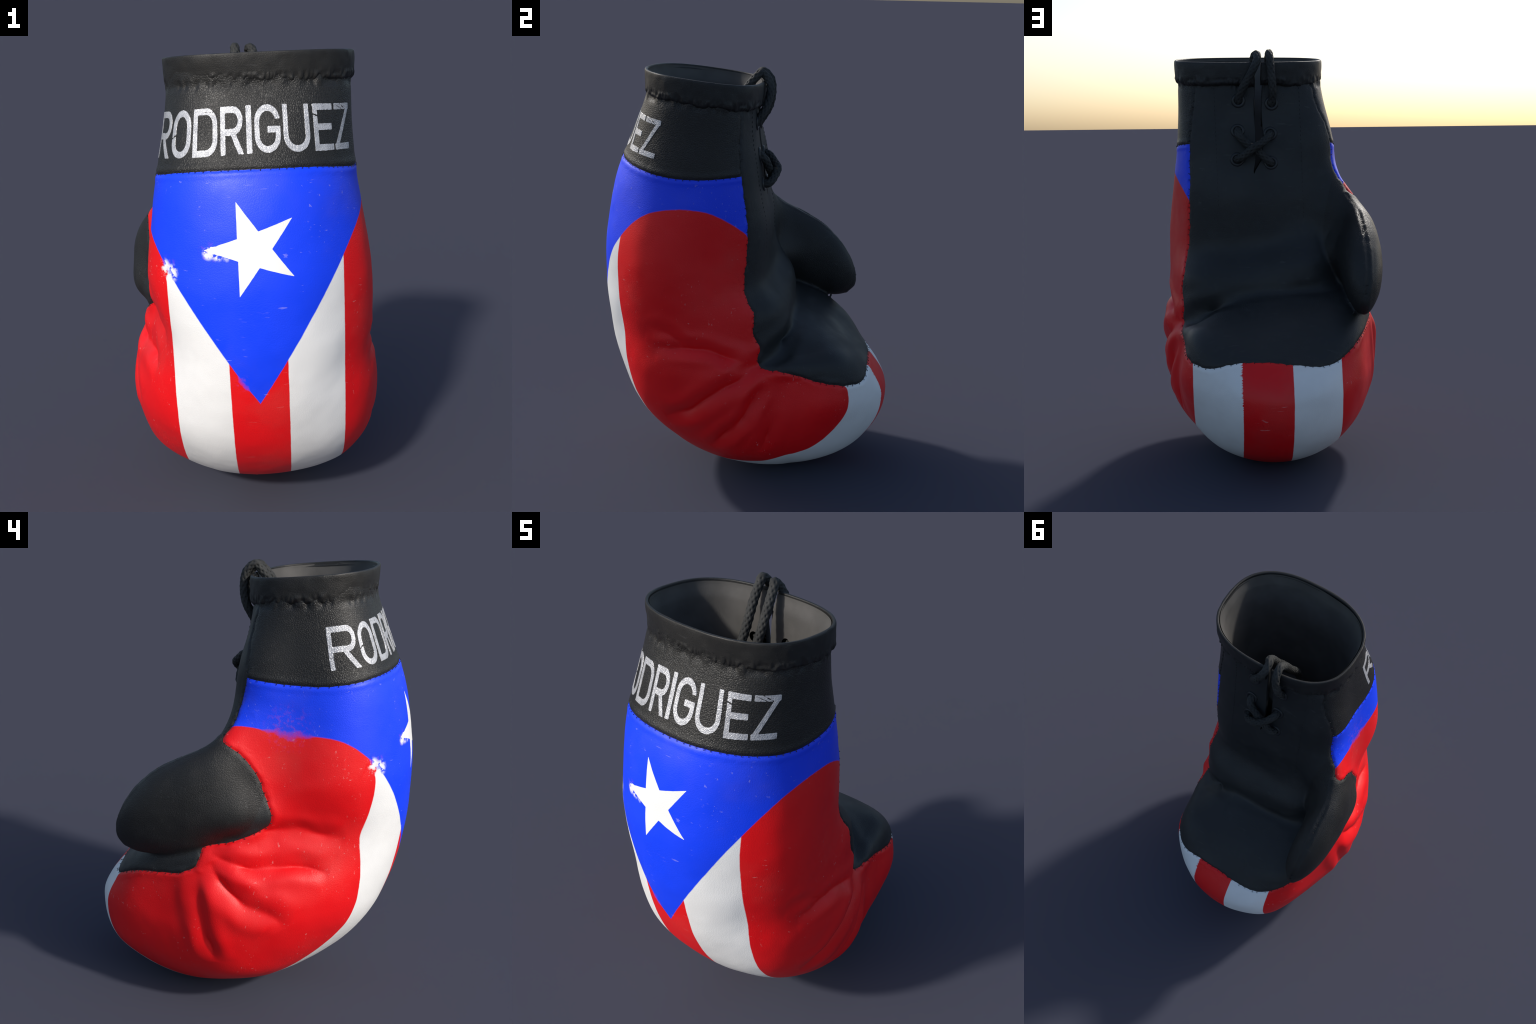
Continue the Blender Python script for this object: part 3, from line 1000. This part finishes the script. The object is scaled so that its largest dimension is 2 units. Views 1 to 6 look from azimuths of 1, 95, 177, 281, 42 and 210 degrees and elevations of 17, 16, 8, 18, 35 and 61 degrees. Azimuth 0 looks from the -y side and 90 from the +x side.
def arc_table():
    """Cuff outline at letter height: arc length from the front, point, outward direction."""
    th = np.linspace(-math.pi * 1.0, 0, 1200)
    z = 1.70
    lo, hi = np.full(1200, .1), np.full(1200, .7)
    for _ in range(30):
        m = .5 * (lo + hi)
        ins = body_field(np.stack([.075 + m * np.cos(th), -.25 + m * np.sin(th), np.full(1200, z)], 1)) < 0
        lo, hi = np.where(ins, m, lo), np.where(ins, hi, m)
    P = np.stack([.075 + lo * np.cos(th), -.25 + lo * np.sin(th)], 1)
    s = np.concatenate([[0], np.cumsum(np.linalg.norm(np.diff(P, axis=0), axis=1))])
    s -= np.interp(.05, P[300:900, 0], s[300:900])
    tan = np.gradient(P, axis=0)
    tan /= np.linalg.norm(tan, axis=1, keepdims=True)
    k = np.ones(41) / 41
    nrm = np.stack([tan[:, 1], -tan[:, 0]], 1)
    nrm = np.stack([np.convolve(np.pad(nrm[:, c], 20, "edge"), k, "valid") for c in range(2)], 1)
    return s, P, nrm / np.linalg.norm(nrm, axis=1, keepdims=True)


ARC_S, ARC_P, ARC_N = arc_table()


def on_cuff(s, t, lift):
    """Point on the cuff at arc length s and letter height t (0..1), lifted off the leather."""
    se = s * (1 + .075 * (t - .5))
    off = np.abs(s - .03) / .45
    z = 1.641 - .037 * off ** 1.7 + t * (.167 + .004 * off)
    x, y = np.interp(se, ARC_S, ARC_P[:, 0]), np.interp(se, ARC_S, ARC_P[:, 1])
    nx, ny = np.interp(se, ARC_S, ARC_N[:, 0]), np.interp(se, ARC_S, ARC_N[:, 1])
    p = np.stack([x, y, z], 1)
    n3 = np.stack([nx, ny, 0 * nx], 1)
    for _ in range(6):
        p = p - body_field(p)[:, None] * n3
    g_ = body_gradient(p, body_field(p))
    g_ /= np.linalg.norm(g_, axis=1, keepdims=True)
    return p + g_ * (relief(p, g_) + lift)[:, None]


def build_letter(k, ch, s0, s1):
    SX = .132          # metres per letter unit across; the stroke stays even
    W = (s1 - s0) / SX
    nx, nz = max(10, int((s1 - s0 + .01) / .0022)), 80
    gx, gz = np.meshgrid(np.linspace(-.04, W + .04, nx), np.linspace(-.03, 1.03, nz), indexing="ij")
    P2 = np.stack([gx.ravel(), gz.ravel()], 1)
    F = grid_faces(nx, nz)
    Tl = np.concatenate([F[:, [0, 1, 2]], F[:, [0, 2, 3]]])

    def shape(P2):
        f = glyph(ch, P2[:, 0], P2[:, 1], W)
        for i, ax, az, bx, bz, w in GOUGES:
            if i == k:
                q = np.stack([P2[:, 0], P2[:, 1], 0 * P2[:, 0]], 1)
                d, u = polyline_distance(q, [(ax * W, az, 0), (bx * W, bz, 0)])
                rough = w * (.5 + .5 * noise(q * 25, 60 + i)) * np.sin(np.pi * np.clip(u, .02, .98)) ** .5
                f = np.maximum(f, rough - d)
        q3 = np.stack([P2[:, 0] * 30, P2[:, 1] * 30, np.full(len(P2), k * 7.3)], 1)
        return f + .006 * noise(q3, 50)
    P2, Tl, side, _ = iso_cut(P2, Tl, shape(P2))
    u, f = compact(P2, Tl[~side])
    P2 = P2[u]
    s, t = s0 + P2[:, 0] * SX, P2[:, 1]
    top, low = on_cuff(s, t, .0016), on_cuff(s, t, -.002)
    # a thin slab: front, back and rim
    e = np.concatenate([f[:, [0, 1]], f[:, [1, 2]], f[:, [2, 0]]])
    key = np.sort(e, 1)
    uq, inv, cnt = np.unique(key, axis=0, return_inverse=True, return_counts=True)
    b = e[cnt[inv.reshape(-1)] == 1]
    n = len(P2)
    wall = np.concatenate([np.stack([b[:, 1], b[:, 0], b[:, 0] + n], 1), np.stack([b[:, 1], b[:, 0] + n, b[:, 1] + n], 1)])
    V3 = np.concatenate([top, low])
    F3 = np.concatenate([f, wall])
    cen = V3[f].mean(1)
    nrm = np.cross(V3[f[:, 1]] - V3[f[:, 0]], V3[f[:, 2]] - V3[f[:, 0]])
    if (nrm * (cen - np.array([AXIS[0], AXIS[1], 1.7]))).sum() < 0:
        F3 = F3[:, ::-1]
    vn = vertex_normals(top, F3[:len(f)])
    return make_mesh("letter", V3, F3, np.concatenate([vn, vn]))


for k, (ch, s0, s1) in enumerate(WORD):
    add("letter", build_letter(k, ch, s0, s1), SILVER, panels["cuff_panel"])


# ------------------------------------------------------------------ hand stitching along the seams
def build_stitches():
    runs = []
    for fn, where, gap, reach in (
            (palm_seam, lambda p: (p[:, 2] < rim_height(p[:, 1]) - .13), .026, (-.008, .003)),
            (cuff_seam, lambda p: palm_seam(p) < -.012, .024, (-.006, .002))):
        d, grad = tangent_distance(fn, base, base_normals)
        near = np.nonzero((np.abs(d) < .003) & where(base))[0]
        pick = []
        for i in near[rng.permutation(len(near))]:
            if all(((base[i] - base[j]) ** 2).sum() > gap ** 2 for j in pick):
                pick.append(i)
        runs.append((np.array(pick), grad, reach))
    r, s = polyline_distance(base, spline(THUMB_RIDGE, 40))
    near = np.nonzero(r < .004)[0]
    pick = []
    for i in near[rng.permutation(len(near))]:
        if all(((base[i] - base[j]) ** 2).sum() > .022 ** 2 for j in pick):
            pick.append(i)
    gx = np.zeros_like(base)
    gx[:, 0] = 1
    runs.append((np.array(pick), gx, (-.007, .007)))
    # faint rows of stitching down the lacing panel
    rows = []
    for x0, x1 in ((.262, .248), (-.160, -.172)):
        z = np.arange(1.18, 1.82, .021)
        x = x0 + (x1 - x0) * (1.82 - z) / .64
        rows += list(zip(x, front_of_hand(x, z), z))
    V, F = [], []
    m, n = 8, 6
    for px, py, pz in rows:
        ring = []
        for a in range(n):
            u = a / (n - 1)
            w = .0011 * math.sin(math.pi * (.1 + .8 * u))
            for b in range(m):
                an = 2 * math.pi * b / m
                ring.append((px + w * math.cos(an), py + .0012 + w * math.sin(an), pz + (u - .5) * .012))
        V.append(np.array(ring))
        F.append(grid_faces(n, m, wrap_cols=True) + (len(V) - 1) * m * n)
    for pick, grad, reach in runs:
        for i in pick:
            c, nn = skin[i], skin_normals[i]
            g_ = grad[i] - (grad[i] @ nn) * nn
            L = np.linalg.norm(g_)
            if L < 1e-6:
                continue
            g_ = g_ / L
            side = np.cross(nn, g_)
            g_ = g_ * math.cos(.3) + side * math.sin(rng.uniform(-.5, .5))
            lo, hi = reach[0] * rng.uniform(.6, 1.25), reach[1]
            ring = []
            for a in range(n):
                u = a / (n - 1)
                w = .0017 * math.sin(math.pi * (.12 + .76 * u)) * rng.uniform(.85, 1.15)
                mid = c + g_ * (lo + (hi - lo) * u) + nn * (.002 + .003 * math.sin(math.pi * u))
                for b in range(m):
                    an = 2 * math.pi * b / m
                    ring.append(mid + w * (math.cos(an) * nn + math.sin(an) * side))
            k = len(V) * m * n
            V.append(np.array(ring))
            F.append(grid_faces(n, m, wrap_cols=True) + k)
    return make_mesh("seam_stitching", np.concatenate(V), np.concatenate(F))


stitch = add("seam_stitching", build_stitches(), THREAD, glove, kind="stuff")
